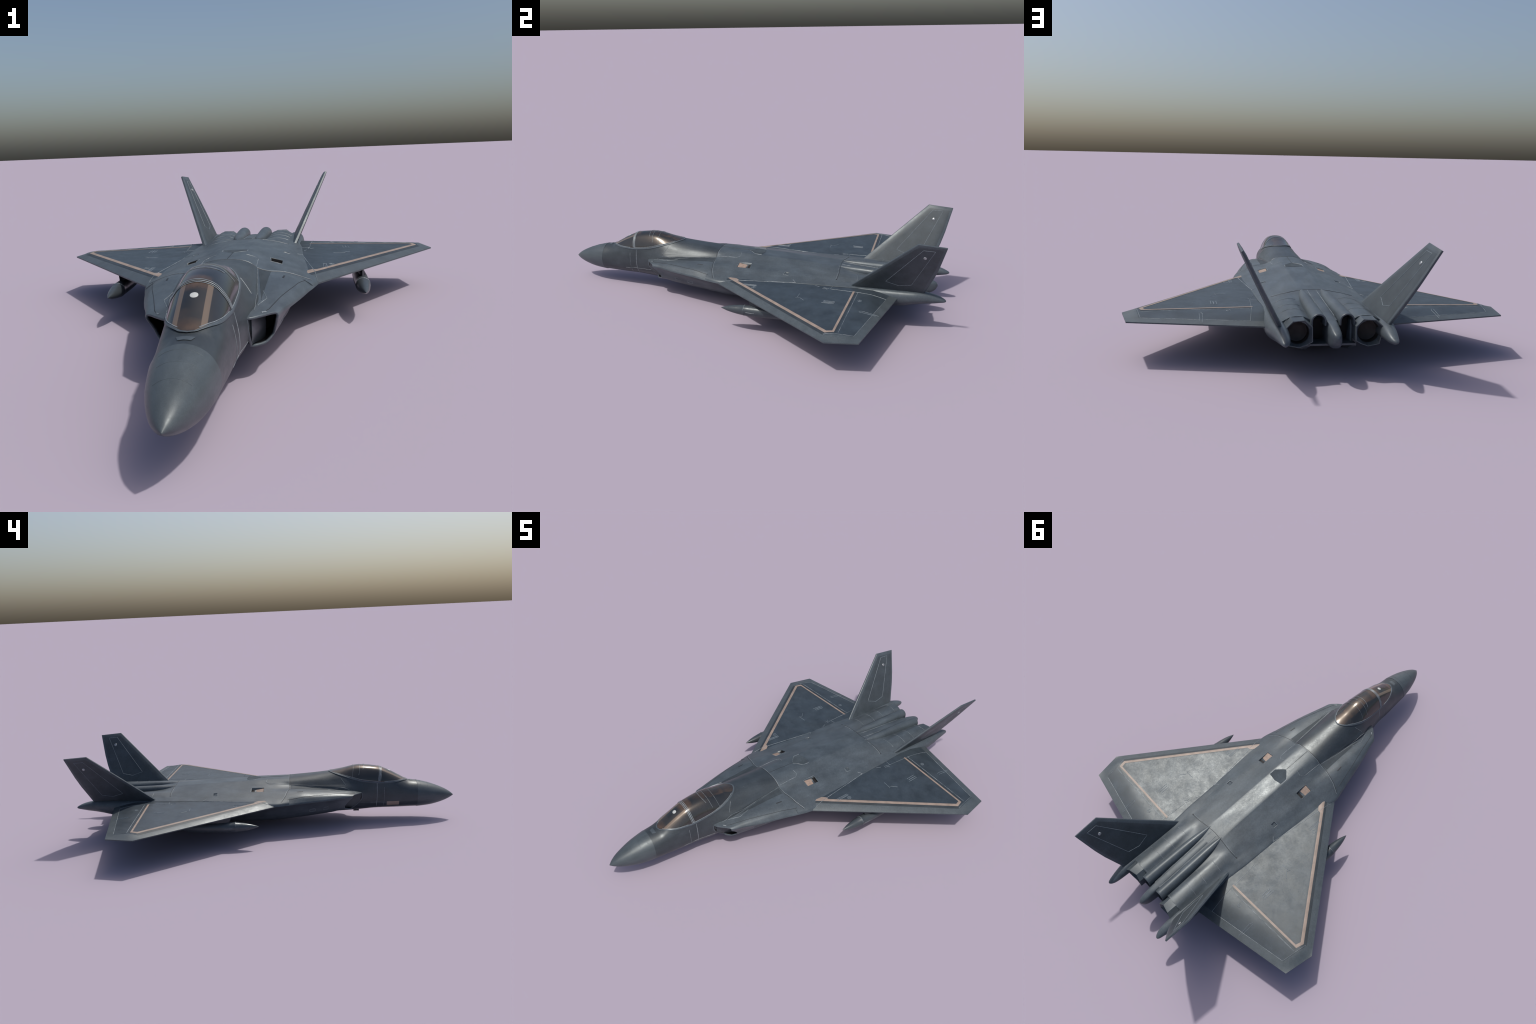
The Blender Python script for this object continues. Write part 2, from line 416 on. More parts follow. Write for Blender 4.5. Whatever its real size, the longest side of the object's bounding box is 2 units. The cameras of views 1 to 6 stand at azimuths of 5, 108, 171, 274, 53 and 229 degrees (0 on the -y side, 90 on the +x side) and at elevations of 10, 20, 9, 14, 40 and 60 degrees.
def body_half(y, first=0):
    t = TOP.pts(y); l = LOW.pts(y)
    a = spline_pts(t, KT, first == 0)[first * KT:]
    b = spline_pts(l, KL, False)
    return [tuple(p) for p in a] + [tuple(p) for p in b]
ys = sorted(set(lin(-.128, .846, 160)))
rings = [[(x, y, z) for x, z in mirror_ring(body_half(y))] for y in ys]
CENTRE = make("center_fuselage", *loft(rings), M_BODY, angle=38)

def top_z(x, y):
    h = spline_pts(TOP.pts(y), KT)
    return float(np.interp(abs(x), h[:, 0], h[:, 1]))

def subtract(body, V, F):
    ob = make("cutter", V, F, M_GROOVE, angle=None)
    md = body.modifiers.new("cut", 'BOOLEAN'); md.object = ob; md.operation = 'DIFFERENCE'; md.solver = 'EXACT'
    bpy.context.view_layer.update()
    me = bpy.data.meshes.new_from_object(body.evaluated_get(bpy.context.evaluated_depsgraph_get()))
    body.modifiers.clear(); body.data = me
    bpy.data.objects.remove(ob)
NCX, NCZ, NR = .1195, .1550, .0375
for sx in (1, -1):
    subtract(CENTRE, *loft([[(sx * x, y, z) for x, z in ((.0195, .1135), (.064, .1135), (.064, .3), (.0195, .3))] for y in (.80, .95)]))
    subtract(CENTRE, *loft([[(sx * NCX + (NR + .0035) * math.cos(a), y, NCZ + (NR + .0035) * math.sin(a)) for a in np.linspace(0, 2 * math.pi, 40, endpoint=False)] for y in (.80, .95)]))

# ---- vents cut into the upper skin: ramp floor sinking aft
def wedge_cut(body, x0, x1, y0, y1, depth0, depth1, sx, floor_name, mat, lift=.0008, back=.0012):
    def q(x, y, d): return (sx * x, y, top_z(x, y) - d)
    bot = [q(x0, y0, depth0), q(x1, y0, depth0), q(x1, y1, depth1), q(x0, y1, depth1)]
    top = [(p[0], p[1], p[2] + .05) for p in bot]
    subtract(body, bot + top, [(0, 1, 2, 3), (4, 5, 6, 7), (0, 1, 5, 4), (1, 2, 6, 5), (2, 3, 7, 6), (3, 0, 4, 7)])
    g = .0012
    fl = [(sx * x, y, top_z(x, y) - d) for x, y, d in ((x0 + g, y0 + g, depth0 - lift), (x1 - g, y0 + g, depth0 - lift), (x1 - g, y1 - back, depth1 - lift), (x0 + g, y1 - back, depth1 - lift))]
    if back > .005:      # baked shadow behind the ramp: black sheet over pit floor and rear wall
        h = .0003
        pit = [(sx * x, y, top_z(x, y) - d) for x, y, d in (
            (x0 + h, y1 - back - .004, depth0 + (depth1 - depth0) * .80 - .0004), (x1 - h, y1 - back - .004, depth0 + (depth1 - depth0) * .80 - .0004),
            (x1 - h, y1 - .0004, depth1 - .0004), (x0 + h, y1 - .0004, depth1 - .0004), (x1 - h, y1 - .0005, .0007), (x0 + h, y1 - .0005, .0007))]
        make("vent_baked_shade", pit, [(0, 1, 2, 3), (3, 2, 4, 5)], M_BLACK, CENTRE, angle=20)
    lo = [(p[0], p[1], p[2] - .003) for p in fl]
    make(floor_name, fl + lo, [(0, 1, 2, 3), (4, 5, 6, 7), (0, 1, 5, 4), (1, 2, 6, 5), (2, 3, 7, 6), (3, 0, 4, 7)], mat, CENTRE, angle=20)
for sx in (1, -1):
    wedge_cut(CENTRE, .118, .154, .005, .069, .0025, .0100, sx, "dorsal_vent", M_VENT, back=.011)
    wedge_cut(CENTRE, .151, .169, .249, .269, .0025, .0055, sx, "small_hatch", M_BODY)

# ------------------------------------------------------------------ air intakes (one per side, hollow)
def intake(sx):
    yl_top = lambda x: -.508 + .053 * sm((x - .102) / .058)
    s_first = 3
    top_n = (8 - 1 - s_first) * KT + 1
    # lip shape: every outline point has its own front station
    inner = [(.094, .085), (.0945, .110), (.096, .140), (.100, .1695)]
    def ring(s):
        out = []
        n_top = top_n; n_low = 5 * KL + 1
        for i in range(n_top):
            f = i / (n_top - 1); yf = -.510 + .057 * sm(f); y = yf + (-.120 - yf) * s
            out.append((body_half(y, s_first)[i], y))
        for i in range(n_low):
            f = i / (n_low - 1)
            yf = -.453 + .041 * sm(f / .55) if f < .55 else -.412 - .045 * sm((f - .55) / .45)
            y = yf + (-.120 - yf) * s
            out.append((body_half(y, s_first)[n_top + i], y))
        a = out[-1]; b = out[0]
        for k in range(1, 8):                       # inner wall beside the fuselage
            f = k / 8
            yf = -.457 - .053 * math.sin(f * math.pi / 2) - .010 * math.sin(f * math.pi); y = yf + (-.120 - yf) * s
            x = a[0][0] + (b[0][0] - a[0][0]) * f; z = a[0][1] + (b[0][1] - a[0][1]) * f
            out.append(((x, z), y))
        return [Vector((sx * p[0], y, p[1])) for p, y in out]
    rings = [ring(s) for s in [(i / 50) ** 1.3 for i in range(51)]]
    lip = rings[0]
    c = Vector((sx * .122, -.45, .130))
    def inset(d, back, k=1.0):
        n = len(lip); out = []
        for j, p in enumerate(lip):
            a = lip[j - 1]; b = lip[(j + 1) % n]
            t = Vector((b.x - a.x, 0, b.z - a.z))
            nn = Vector((-t.z, 0, t.x)).normalized()
            if nn.dot(Vector((c.x - p.x, 0, c.z - p.z))) < 0: nn = -nn
            v = c - p; v.y = 0
            dirv = (nn * .6 + v.normalized() * .4).normalized()
            out.append(Vector((p.x, p.y + back, p.z)) + dirv * d)
        return out
    outer = loft(rings, cap0=False, cap1=True)
    make("air_intake", outer[0], outer[1], M_BODY, angle=40)
    lipr = [lip, inset(.0015, -.0022), inset(.0045, -.0022), inset(.0065, .0), inset(.0075, .02)]
    V, F = loft(lipr, cap0=False, cap1=False)
    make("intake_lip", V, F, M_EDGE, angle=50)
    duct = [inset(.0073, .004)] + [[Vector((p.x, -.42 + .075 * k / 4 if k else p.y, p.z)) for p in inset(.0078 + .001 * k, .0)] for k in (1, 2, 3, 4)]
    V, F = loft(duct, cap0=False, cap1=True)
    make("intake_duct", V, F, M_BLACK, angle=50)
def ramp_plate(sx):
    """slanted inner ramp that closes the inboard part of the duct"""
    lo = [(.0965, -.462, .0935), (.1015, -.500, .130), (.1015, -.498, .1640)]
    hi = [(.1260, -.405, .0935), (.1290, -.412, .130), (.1290, -.420, .1640)]
    V = [(sx * x, y, z) for x, y, z in lo + hi] + [(sx * (x - .008), y + .006, z) for x, y, z in lo + hi]
    F = [(0, 1, 4, 3), (1, 2, 5, 4), (6, 7, 10, 9), (7, 8, 11, 10), (0, 1, 7, 6), (1, 2, 8, 7), (3, 4, 10, 9), (4, 5, 11, 10), (0, 3, 9, 6), (2, 5, 11, 8)]
    make("intake_ramp", V, F, M_FORE, angle=30)
for sx in (1, -1): intake(sx); ramp_plate(sx)

# ------------------------------------------------------------------ wings
LE0, LE1 = np.array([.261, -.056]), np.array([.7135, .562])
TE1, TE0 = np.array([.688, .694]), np.array([.217, .788])
dL = (LE1 - LE0); dT = (TE1 - TE0)
def extend(p, d, x): return p + d * ((x - p[0]) / d[0])
RL, RT = extend(LE0, dL, .150), extend(TE0, dT, .170)
def edge_dist(p, a, b):
    d = b - a; d = d / np.linalg.norm(d); v = p - a
    return abs(d[0] * v[1] - d[1] * v[0])
def wing_h(p):
    """(upper, lower) height over the chord plane"""
    s = min(max((p[0] - .2) / .5, 0), 1)
    H = .0255 - .010 * s
    dl, dt, dp = edge_dist(p, RL, LE1), edge_dist(p, RT, TE1), edge_dist(p, LE1, TE1)
    def bev(d, w): t = min(d / w, 1); return 1 - (1 - t) ** 1.45
    f = bev(dl, .056) * bev(dt, .115) * bev(dp, .045)
    g = bev(dl, .060) * bev(dt, .14) * bev(dp, .045)
    return .0022 + (H - .0022) * f, .0022 + (H * .85 - .0022) * g
ZW = .1520
def wing(sx):
    cl = sorted(set([0, .002, .006, .012] + [round(v, 5) for v in (.02, .03, .04, .05, .06, .075, .09)] + lin(.11, .85, 26) + [.88, .91, .935, .955, .97, .98, .988, .994, .998, 1]))
    cs = sorted(set(lin(0, .88, 40) + [.90, .915, .93, .945, .955, .965, .975, .983, .99, .995, 1]))
    up, lo = [], []
    for s in cs:
        a = RL + (LE1 - RL) * s; b = RT + (TE1 - RT) * s
        ru, rl = [], []
        for c in cl:
            p = a + (b - a) * c; u, l = wing_h(p)
            ru.append((sx * p[0], p[1], ZW + u)); rl.append((sx * p[0], p[1], ZW - l))
        up.append(ru); lo.append(rl)
    rings = [u + l[::-1] for u, l in zip(up, lo)]
    return make("wing", *loft(rings), M_WING, angle=45)
WINGS = {sx: wing(sx) for sx in (1, -1)}

# ------------------------------------------------------------------ tail booms, fins, nozzles, fairings, sting
BOOM = Curve([  # y, x inner, x outer, z bottom, z top
    (.50, .150, .206, .120, .174), (.58, .146, .212, .108, .183), (.68, .146, .218, .100, .1855), (.79, .150, .2185, .106, .187), (.86, .152, .2155, .1205, .188),
    (.90, .153, .2075, .127, .1855), (.94, .155, .200, .132, .1780), (.97, .159, .1935, .1375, .1685), (.988, .166, .189, .1415, .160), (.9955, .172, .185, .145, .1555), (.9985, .1765, .1815, .1475, .152)])
def boom(sx):
    rings = []
    for y in [.50 + .4985 * (1 - (1 - i / 60) ** 1.6) for i in range(61)]:
        a, b, c, d = BOOM(y); r = []
        for t in np.linspace(0, 2 * math.pi, 40, endpoint=False):
            cs, sn = math.cos(t), math.sin(t); e = .86
            r.append((sx * ((a + b) / 2 + (b - a) / 2 * math.copysign(abs(cs) ** (e if sn >= 0 else 1.9), cs)), y, (c + d) / 2 + (d - c) / 2 * math.copysign(abs(sn) ** e, sn)))
        rings.append(r)
    return make("tail_boom", *loft(rings), M_BODY, angle=50)
for sx in (1, -1): boom(sx)

# fin: outline in (y, h) where h runs up the canted plane
CANT = Vector((.1345, 0, .266)); HT = CANT.length; CANT.normalize()
FIN_ORG = Vector((.1855, 0, .1865))
FIN = [(.553, -.022), (.870, .2985), (.9885, .2885), (.9605, .165), (.943, .105), (.896, -.022)]
def fin_point(sx, y, h, off=0.0):
    n = Vector((CANT.z, 0, -CANT.x))      # outward normal
    p = FIN_ORG + CANT * h + n * off
    return Vector((sx * p.x, y, p.z))
def fin(sx):
    poly = [np.array(p) for p in FIN]; n = len(poly); cen = sum(poly) / n
    def inset(d):
        out = []
        for i in range(n):
            p0, p1, p2 = poly[i - 1], poly[i], poly[(i + 1) % n]
            def nr(a, b):
                t = (b - a) / np.linalg.norm(b - a); v = np.array([-t[1], t[0]])
                return v if v @ (cen - a) > 0 else -v
            n1, n2 = nr(p0, p1), nr(p1, p2); m = (n1 + n2); m = m / (m @ n1 if abs(m @ n1) > .2 else 1)
            k = d if p1[1] > -.01 else 0
            q = p1 + m * k
            if p1[1] < -.01:
                q = p1 + np.array([d if i == 0 else -d, 0]) * 1.3
            out.append(q)
        return out
    T = .0092
    layers = [(0, .0040), (.0025, .0060), (.014, .0080), (.021, T), (.040, T)]
    V = []; F = []
    rings = []
    for sgn in (1, -1):
        pass
    seq = [(d, -t) for d, t in reversed(layers)] + [(d, t) for d, t in layers]
    for d, t in seq:
        rings.append([fin_point(sx, q[0], q[1], t * (1 - .30 * max(q[1], 0) / HT)) for q in inset(d)])
    V, F = loft(rings)
    return make("tail_fin", V, F, M_FIN, angle=25)
FINS = {sx: fin(sx) for sx in (1, -1)}

NOZ = [(.165, .178, .903), (.140, .1995, .895), (.099, .2000, .886), (.0725, .178, .893), (.0715, .129, .897), (.089, .118, .895), (.116, .108, .893), (.154, .1165, .897)]
def nozzle(sx):
    def octo(k, y=None, dy=0):
        out = []
        for i in range(8):
            a, b = NOZ[i], NOZ[(i + 1) % 8]
            for f in (0, .04, .2, .4, .6, .8, .96):
                x = a[0] + (b[0] - a[0]) * f; z = a[1] + (b[1] - a[1]) * f; yy = a[2] + (b[2] - a[2]) * f
                out.append(Vector((sx * (NCX + (x - NCX) * k), (yy if y is None else y) + dy, NCZ + (z - NCZ) * k)))
        return out
    def circ(r, y):
        ref = octo(1)
        out = []
        for p in ref:
            a = math.atan2(p.z - NCZ, sx * p.x - NCX)
            out.append(Vector((sx * (NCX + r * math.cos(a)), y, NCZ + r * math.sin(a))))
        return out
    rings = [octo(.94, .840), octo(1.035, .8425), octo(1.03, .850), octo(1.0, None, -.004), octo(.985), octo(.93, None, -.0005), octo(.90, None, -.004), circ(NR + .0015, .882), circ(NR, .874)]
    V, F = loft(rings, cap0=False, cap1=False)
    noz = make("engine_nozzle", V, F, M_BODY, angle=28)
    V, F = loft([circ(NR, .875), circ(NR - .001, .868), circ(NR - .003, .852), circ(NR - .006, .851), circ(NR * .75, .848), circ(NR * .4, .845), circ(.001, .842)], cap0=False)
    make("exhaust_duct", V, F, M_NOZ_IN, noz, angle=40)
for sx in (1, -1): nozzle(sx)

TUBE_X = Curve([(.485, .040), (.56, .0425), (.70, .046), (.87, .0485)])
TUBE_Z = Curve([(.485, .2170), (.53, .2205), (.60, .2225), (.70, .2210), (.80, .2190), (.87, .2165)])
TUBE_R = Curve([(.485, .004), (.52, .013), (.58, .021), (.66, .0245), (.87, .0265)])
def tube(sx):
    def arch(y, dr=0.0, drop=None):
        drop = .030 - .016 * sm((y - .78) / .04) if drop is None else drop
        x0, zt, r = TUBE_X(y), TUBE_Z(y) - dr, TUBE_R(y) - dr
        out = [Vector((sx * (x0 - r), y, zt - r - drop))]
        for t in np.linspace(math.pi, 0, 25):
            out.append(Vector((sx * (x0 + r * math.cos(t)), y, zt - r + r * math.sin(t) * 1.0)))
        out.append(Vector((sx * (x0 + r), y, zt - r - drop)))
        return out
    ys = lin(.485, .868, 60)
    outer = [arch(y) for y in ys]; T = .0065
    end = [arch(.8705, .0012), arch(.8705, T - .0015), arch(.868, T), arch(.80, T + .001), arch(.76, T + .001)]
    V, F = loft(outer + end, closed=False, cap0=False, cap1=False)
    return make("exhaust_fairing", V, F, M_BODY, angle=45)
for sx in (1, -1): tube(sx)

# open bay between the nozzles: dark walls and a floor plate
def box(name, x0, x1, y0, y1, z0, z1, mat, parent=None):
    V = [(x, y, z) for x in (x0, x1) for y in (y0, y1) for z in (z0, z1)]
    return make(name, V, [(0, 1, 3, 2), (4, 5, 7, 6), (0, 1, 5, 4), (2, 3, 7, 6), (0, 2, 6, 4), (1, 3, 7, 5)], mat, parent, angle=20)
box("tail_bay_floor", -.079, .079, .80, .872, .1080, .1145, M_BODY)
box("tail_bay_wall", -.0635, .0635, .8005, .8030, .1150, .184, M_BLACK)

STING = Curve([(.78, .0208, .110, .1950), (.85, .0210, .108, .1880), (.885, .0212, .1075, .1835), (.91, .0205, .110, .1775), (.93, .0175, .118, .1710), (.945, .0115, .131, .1635), (.9525, .003, .145, .1540)])
rings = []
for y in [.55 + .4025 * (1 - (1 - i / 60) ** 1.5) for i in range(61)]:
    w, b, t = STING(y) if y > .78 else (.0208, .110, top_z(0, y) + .0010)
    ring = []
    for a in np.linspace(0, 2 * math.pi, 36, endpoint=False):
        c, s = math.cos(a), math.sin(a); f = sm((y - .84) / .07); e = .30 + .25 * f
        ring.append((w * math.copysign(abs(s) ** e, s), y, (t + b) / 2 + (t - b) / 2 * math.copysign(abs(c) ** (.42 + .33 * f), c)))
    rings.append(ring)
make("tail_sting", *loft(rings), M_BODY, angle=50)

# ------------------------------------------------------------------ drop tanks and pylons
def tank(sx):
    X, Z = .4135, .1035
    prof = [(.0185, .0006), (.030, .0050), (.050, .0115), (.075, .0170), (.100, .0208), (.128, .0238), (.1295, .0246), (.1345, .0246), (.136, .0240), (.16, .0247), (.24, .0250), (.31, .0235), (.36, .0190), (.40, .0110), (.425, .0012)]
    rings = [[(sx * X + r * math.cos(a), y, Z + r * math.sin(a)) for a in np.linspace(0, 2 * math.pi, 40, endpoint=False)] for y, r in prof]
    t = make("drop_tank", *loft(rings), M_TANK, angle=50)
    rows = []
    for f, z in ((0, Z + .015), (1, ZW - .004)):
        y0, y1 = .165 - .012 * f, .345 + .02 * f
        rows.append([(sx * X + w * .0085, y0 + (y1 - y0) * c, z) for c, w in ((0, 0), (.08, .7), (.3, 1), (.7, .8), (1, 0), (.7, -.8), (.3, -1), (.08, -.7))])
    make("pylon", *loft(rows), M_DARK, t, angle=40)
    return t
TANKS = {sx: tank(sx) for sx in (1, -1)}

# ventral strakes under the engines
def strake(sx):
    pts = [(.514, .060), (.527, .0005), (.545, .0), (.640, .0285), (.790, .071), (.852, .100), (.852, .125), (.514, .120)]
    rings = []
    for w, ins in ((-.008, .0), (-.006, 0), (.006, 0), (.008, 0)):
        k = 1 - .012 * (abs(w) > .007)
        rings.append([(sx * (.081 + w + (.08 - z) * .06), .68 + (y - .68) * k, .0005 + .12 - (.12 - z) * k) for y, z in pts])
    return make("ventral_strake", *loft(rings), M_BODY, angle=30)
for sx in (1, -1): strake(sx)

# small blade antenna under the nose and the probe blisters on the intake shoulders
box("blade_antenna", -.002, .002, -.500, -.470, .040, .058, M_DARK)

# ------------------------------------------------------------------ projected panel lines, stripes and marks
def bvh_of(objs):
    V, F = [], []
    for o in objs:
        b = len(V); V += [v.co.copy() for v in o.data.vertices]
        F += [tuple(b + i for i in p.vertices) for p in o.data.polygons]
    return BVHTree.FromPolygons(V, F)
SKIN = bvh_of([o for o in bpy.data.objects if o.type == 'MESH' and o.name.split('.')[0] in
               ("forward_fuselage", "center_fuselage", "air_intake", "wing", "nose_cone", "tail_boom", "exhaust_fairing", "engine_nozzle")])
WSKIN = {s: bvh_of([WINGS[s]]) for s in (1, -1)}
FSKIN = {s: bvh_of([FINS[s]]) for s in (1, -1)}
TSKIN = {s: bvh_of([TANKS[s]]) for s in (1, -1)}

def drop(bvh, o, d):
    h = bvh.ray_cast(Vector(o), Vector(d))
    if h[0] is None: return None, None
    n = h[1]
    if n.dot(Vector(d)) > 0: n = -n
    return h[0], n

class Strip:
    """many flat strips laid on a skin, joined into one part"""
    def __init__(self): self.V, self.F = [], []
    def line(self, bvh, pts, w, lift=.0005, axis='z', step=.006, sx=1):
        """pts: 2-D points projected along an axis"""
        P = []
        for q in dense(pts, step):
            if axis == 'z': o, d = (sx * q[0], q[1], 1.0), (0, 0, -1)
            elif axis == 'x': o, d = (sx * 1.0, q[0], q[1]), (-sx, 0, 0)
            h, n = drop(bvh, o, d)
            if h is None: continue
            P.append((h + n * lift, n))
        if len(P) < 2: return
        ribbon3(self.V, self.F, [p for p, _ in P], [n for _, n in P], w)
    def poly(self, bvh, quad, lift=.0007, sx=1, nu=40, nv=3):
        """four-sided patch laid on the skin from above"""
        a, b, c, d = [np.array(q, float) for q in quad]; base = len(self.V)
        for i in range(nu + 1):
            for j in range(nv + 1):
                u, v = i / nu, j / nv
                p = (a * (1 - u) + b * u) * (1 - v) + (d * (1 - u) + c * u) * v
                h, n = drop(bvh, (sx * p[0], p[1], 1), (0, 0, -1))
                e = lift if 0 < j < nv else lift * .5
                self.V.append(h + n * lift)
        m = nv + 1
        for i in range(nu):
            for j in range(nv):
                k = base + i * m + j; self.F.append((k, k + 1, k + m + 1, k + m))
    def build(self, name, mat, parent=None, kind=None):
        ob = make(name, self.V, self.F, mat, parent, angle=None, kind=kind)
        # faces up / outward
        return ob

nL = np.array([-dL[1], dL[0]]) / np.linalg.norm(dL)      # inward normal of the leading edge
uL = dL / np.linalg.norm(dL)
for sx in (1, -1):
    W = WSKIN[sx]; P = WINGS[sx]
    le = lambda d, t: LE0 + nL * d + uL * t
    # tan stripe: along the leading edge, round the tip, back along the hinge
    s = Strip()
    o0, o1 = le(.0475, -.005), np.array([.6545, .553])
    i0, i1 = le(.0615, -.005), np.array([.6395, .5565])
    s.poly(W, (o0, o1, i1, i0), sx=sx, nu=80)
    c0, c1 = np.array([.6445, .5885]), np.array([.6325, .5795])
    s.poly(W, (o1, c0, c1, i1), sx=sx, nu=8)
    r0, r1 = np.array([.2405, .6015]), np.array([.2405, .592])
    s.poly(W, (c0, r0, r1, c1), sx=sx, nu=70)
    a, b = le(.061, -.02), le(.061, .085)
    s.poly(W, (a, b, le(.072, .075), le(.078, -.02)), sx=sx, nu=12, lift=.00065)
    s.build("wing_stripe", M_TAN, P)
    # dark band outside the stripe
    s = Strip()
    s.poly(W, (le(.0365, -.01), np.array([.668, .548]), np.array([.6555, .5535]), le(.0468, -.01)), sx=sx, nu=80, lift=.0005)
    s.poly(W, (np.array([.6455, .5955]), np.array([.243, .6095]), np.array([.243, .603]), np.array([.6455, .5905])), sx=sx, nu=80, lift=.0005)
    s.build("wing_band", M_DARK, P)
    # panel lines and stencil marks
    s = Strip()
    s.line(W, [(.646, .605), (.246, .6165)], .0022, sx=sx)
    s.line(W, [(.641, .668), (.262, .744)], .0018, sx=sx)
    s.line(W, [(.664, .548), (.641, .668)], .0016, sx=sx)
    s.line(W, [(.262, .744), (.246, .616), (.240, .488), (.212, .492)], .0016, sx=sx)
    s.build("wing_panel_line", M_LINE, P, kind="stuff")
    s = Strip()
    s.line(W, [(.431, .650), (.424, .662), (.428, .735)], .0018, sx=sx, step=.004); s.line(W, [(.437, .653), (.435, .722)], .0016, sx=sx)
    for x0, a, b, w in ((.370, .486, .535, .0022), (.381, .487, .537, .0034), (.3915, .481, .535, .0022)): s.line(W, [(x0, a), (x0 - .002, b)], w, sx=sx)
    s.line(W, [(.327, .366), (.370, .364)], .0022, sx=sx); s.line(W, [(.365, .376), (.388, .400)], .0020, sx=sx); s.line(W, [(.372, .358), (.364, .373)], .0014, sx=sx)
    s.line(W, [(.285, .083), (.284, .149)], .0018, sx=sx); s.line(W, [(.297, .077), (.294, .151)], .0024, sx=sx); s.line(W, [(.291, .085), (.289, .147)], .0014, sx=sx)
    s.line(W, [(.284, .149), (.294, .151)], .0014, sx=sx, step=.003)
    for (cx, cy, r) in ((.3115, .142, .0085), (.3315, .638, .0078)):
        s.line(W, [(cx + r * math.cos(t), cy + r * math.sin(t)) for t in np.linspace(0, 2 * math.pi, 25)], .0020, sx=sx, step=.002)
        s.line(W, [(cx - r * .5, cy - r * .3), (cx + r * .1, cy + r * .1), (cx + r * .3, cy + r * .5)], .0022, sx=sx, step=.002)
    s.line(W, [(.218, .410), (.228, .435)], .0016, sx=sx); s.line(W, [(.244, .452), (.243, .470), (.255, .478)], .0016, sx=sx); s.line(W, [(.233, .455), (.240, .484)], .0016, sx=sx)
    s.build("stencil_mark", M_MARK, P, kind="stuff")

# body panel lines
for mat, nm, jobs in (
    (M_LINE, "panel_line", [
        ([(.0, -.1265), (.05, -.1265), (.0885, -.1265), (.13, -.124), (.20, -.106), (.244, -.085)], .0020),
        ([(.085, -.124), (.083, -.020), (.070, -.004), (.045, -.010)], .0016),
        ([(.214, .317), (.255, .015)], .0022), ([(.214, .317), (.196, .300)], .0016),
        ([(.255, .015), (.263, -.048)], .0018),
        ([(.004, .023), (.040, .061)], .0014), ([(.040, .061), (.041, .096)], .0032),
        ([(.0885, -.128), (.098, -.25), (.108, -.38), (.106, -.47)], .0013),
        ([(.112, -.44), (.131, -.385), (.118, -.33)], .0016),
        ([(.157, .496), (.110, .497), (.060, .492)], .0014),
        ([(.118, .003), (.156, .003)], .0014), ([(.1165, .004), (.1155, .069)], .0014),
        ([(.150, .247), (.171, .247)], .0016), ([(.1715, .247), (.1715, .270)], .0016),
        ([(.08, .59), (.155, .595)], .0012), ([(.078, .675), (.16, .68)], .0012), ([(.075, .745), (.165, .75)], .0012), ([(.076, .838), (.168, .848)], .0016),
        ([(.017, .50), (.020, .86)], .0014),
        ([(.124, -.475), (.134, -.466)], .0045),
    ]),
    (M_GROOVE, "panel_gap_and_relief", [
        ([(.0, -.1310), (.05, -.1310), (.0885, -.131), (.13, -.1285), (.20, -.1105), (.244, -.0895)], .0022),
        ([(.157, .501), (.110, .502), (.060, .497), (.0, .492)], .0022),
        ([(.154, .499), (.161, .499)], .006),
        ([(.165, -.200), (.168, -.170)], .006),  # dark strip standing in for the shade of an unmodelled shelf dimple
        ([(.128, -.474), (.140, -.450), (.168, -.344), (.195, -.25), (.211, -.185), (.226, -.120)], .0020),  # dark line standing in for shading of the chine's unmodelled rounded edge
    ])):
    s = Strip()
    for pts, w in jobs:
        for sx in (1, -1): s.line(SKIN, pts, w, sx=sx, lift=.0007 if mat is M_LINE else .0004)
    if mat is M_GROOVE: s.line(SKIN, [(0, -.124), (0, .02)], .0016)
    if mat is M_LINE:
        for sx in (1, -1):   # vertical seams on the nose sides
            for y, w in ((-.590, .0026), (-.628, .0014)):
                s.line(SKIN, [(y, .212 if y > -.6 else .19), (y + .001, .15), (y + .004, .085)], w, axis='x', sx=sx, step=.003)
            s.line(SKIN, [(-.400, .245), (-.425, .210)], .0014, axis='x', sx=sx, step=.003)
            s.line(SKIN, [(-.66, .105), (-.59, .110), (-.50, .113)], .0012, axis='x', sx=sx)
            for y0 in (-.26, -.33):   # little outlined hatches on the intake side
                zc = .095 + (-.26 - y0) * .12
                s.line(SKIN, [(y0, zc), (y0 + .028, zc - .003), (y0 + .028, zc + .011), (y0, zc + .014), (y0, zc)], .0014, axis='x', sx=sx, step=.003)
    s.build(nm, mat, kind="stuff")
# fine arcs across the nose cone
s = Strip()
for y, w in ((-.822, .30), (-.860, .3), (-.905, .35)):
    r = NOSE_HW(y)
    s.line(SKIN, [(r * math.sin(t), y) for t in np.linspace(-w * 2.2, w * 2.2, 30)], .0009, step=.004, lift=.0003)
s.build("nose_arc_line", M_EDGE, kind="stuff")

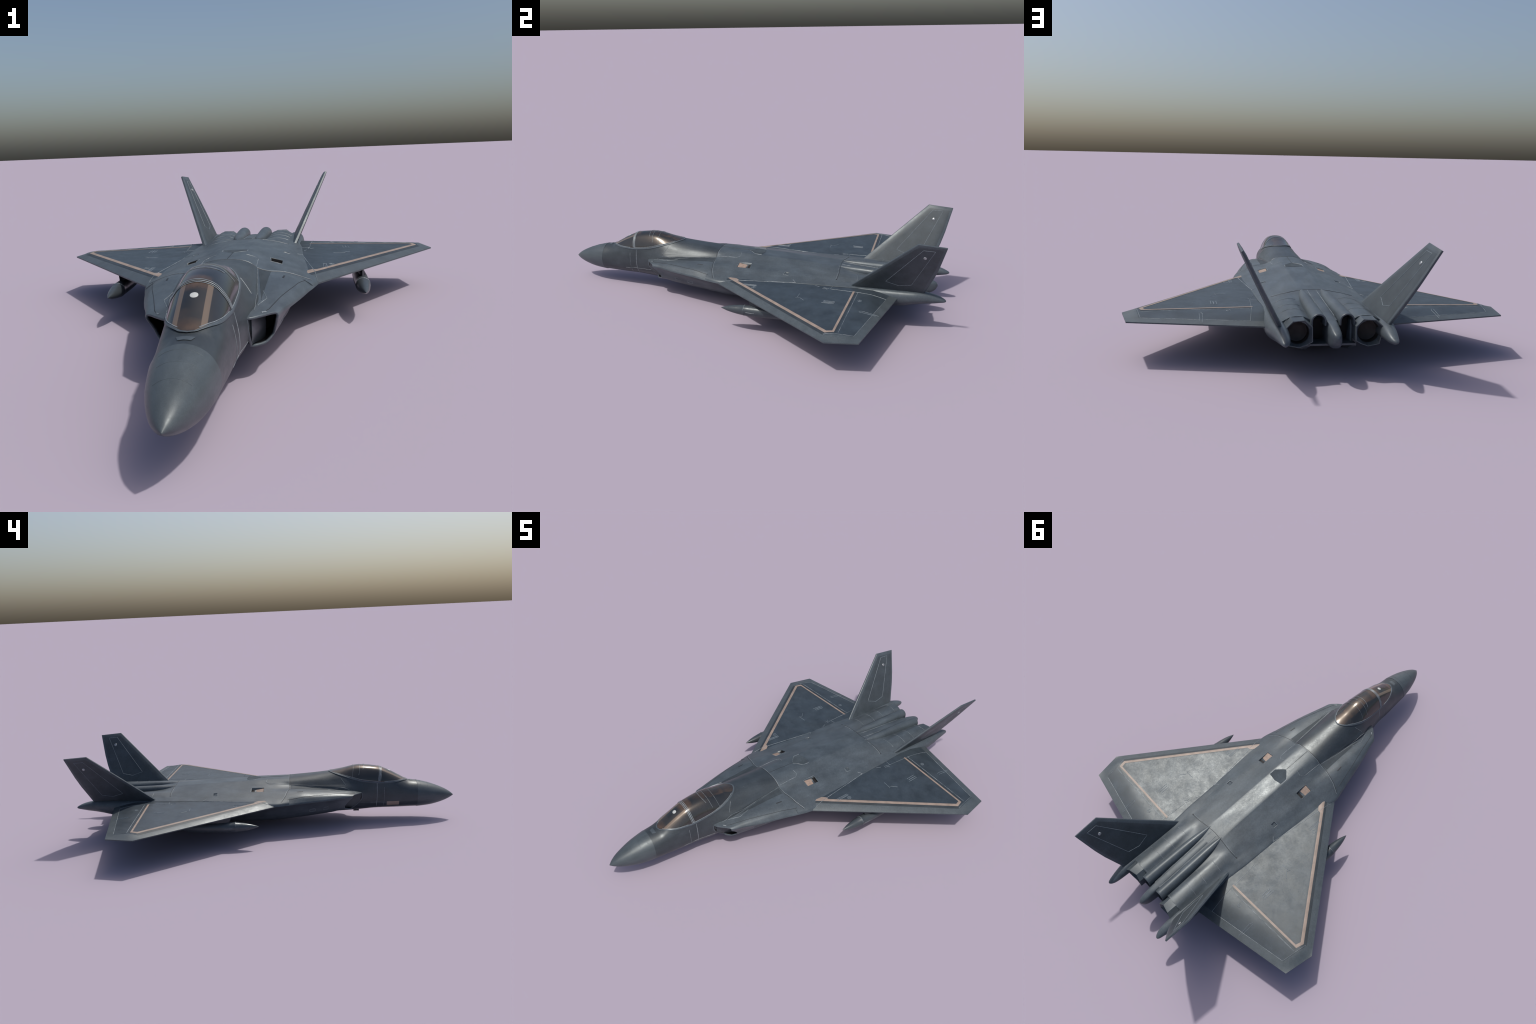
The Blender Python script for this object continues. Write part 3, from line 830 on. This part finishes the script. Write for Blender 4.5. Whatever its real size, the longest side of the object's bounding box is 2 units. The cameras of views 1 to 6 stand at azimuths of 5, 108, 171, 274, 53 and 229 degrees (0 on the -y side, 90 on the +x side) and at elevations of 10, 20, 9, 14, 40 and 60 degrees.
# small nose details: plate ahead of the windshield, tan patch on the left flank, sensor dots
s = Strip(); s.poly(SKIN, ((-.013, -.785), (.013, -.785), (.019, -.768), (-.019, -.768)), lift=.0012, nu=10, nv=6)
s.build("nose_plate", M_EDGE)
s = Strip()
for q in (((.03, .023), (.04, .061), (.041, .096), (.0, .100)),):
    pass
s.poly(SKIN, ((0, .023), (.040, .061), (.040, .096), (0, .103)), lift=.0005, nu=14, nv=14)
s.poly(SKIN, ((0, .103), (-.040, .096), (-.040, .061), (0, .023)), lift=.0005, nu=14, nv=14)
s.build("spine_hatch", M_HATCH)
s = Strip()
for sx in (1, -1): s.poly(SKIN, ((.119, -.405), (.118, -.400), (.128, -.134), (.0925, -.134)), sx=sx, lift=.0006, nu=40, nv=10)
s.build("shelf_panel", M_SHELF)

# fin panels
for sx in (1, -1):
    for side in (1, -1):
        s = Strip()
        out = [(.892, .270), (.941, .268), (.846, .048), (.790, .036), (.733, .056)] if True else []
        loop = out + [out[0]]
        P = []
        nrm = Vector((sx * CANT.z, 0, -CANT.x)) * side
        for y, h in dense(loop, .006):
            o = fin_point(sx, y, h, side * .1); hp, n = drop(FSKIN[sx], o, -nrm)
            if hp is not None: P.append((hp + n * .0004, n))
        ribbon3(s.V, s.F, [p for p, _ in P], [n for _, n in P], .0020)
        s.build("fin_panel_line", M_MARK, FINS[sx], kind="stuff")
        o = fin_point(sx, .8995, .2245, side * .1); hp, n = drop(FSKIN[sx], o, -nrm)
        disc_on(hp, n, .0078, .0022, "fin_light", M_SILVER, FINS[sx])
# tank bands
for sx in (1, -1):
    s = Strip()
    s.line(TSKIN[sx], [(.4135, .132), (.4275, .132), (.436, .132)], .0022, sx=sx, step=.002); s.line(TSKIN[sx], [(.4135, .132), (.400, .132), (.391, .132)], .0022, sx=sx, step=.002)
    s.line(TSKIN[sx], [(.145, .103), (.185, .103)], .0022, axis='x', sx=sx)
    s.build("tank_band", M_LINE, TANKS[sx], kind="stuff")
# tan repair patch low on the port side of the nose
s = Strip()
def patch_x(sx, y0, y1, z0, z1):
    base = len(s.V)
    for i in range(13):
        for j in range(7):
            y = y0 + (y1 - y0) * i / 12; z = z0 + (z1 - z0) * j / 6
            h, n = drop(SKIN, (sx, y, z), (-sx, 0, 0)); s.V.append(h + n * .0008)
    for i in range(12):
        for j in range(6):
            k = base + i * 7 + j; s.F.append((k, k + 1, k + 8, k + 7))
patch_x(-1, -.705, -.640, .088, .112)
s.build("primer_patch", M_TAN)
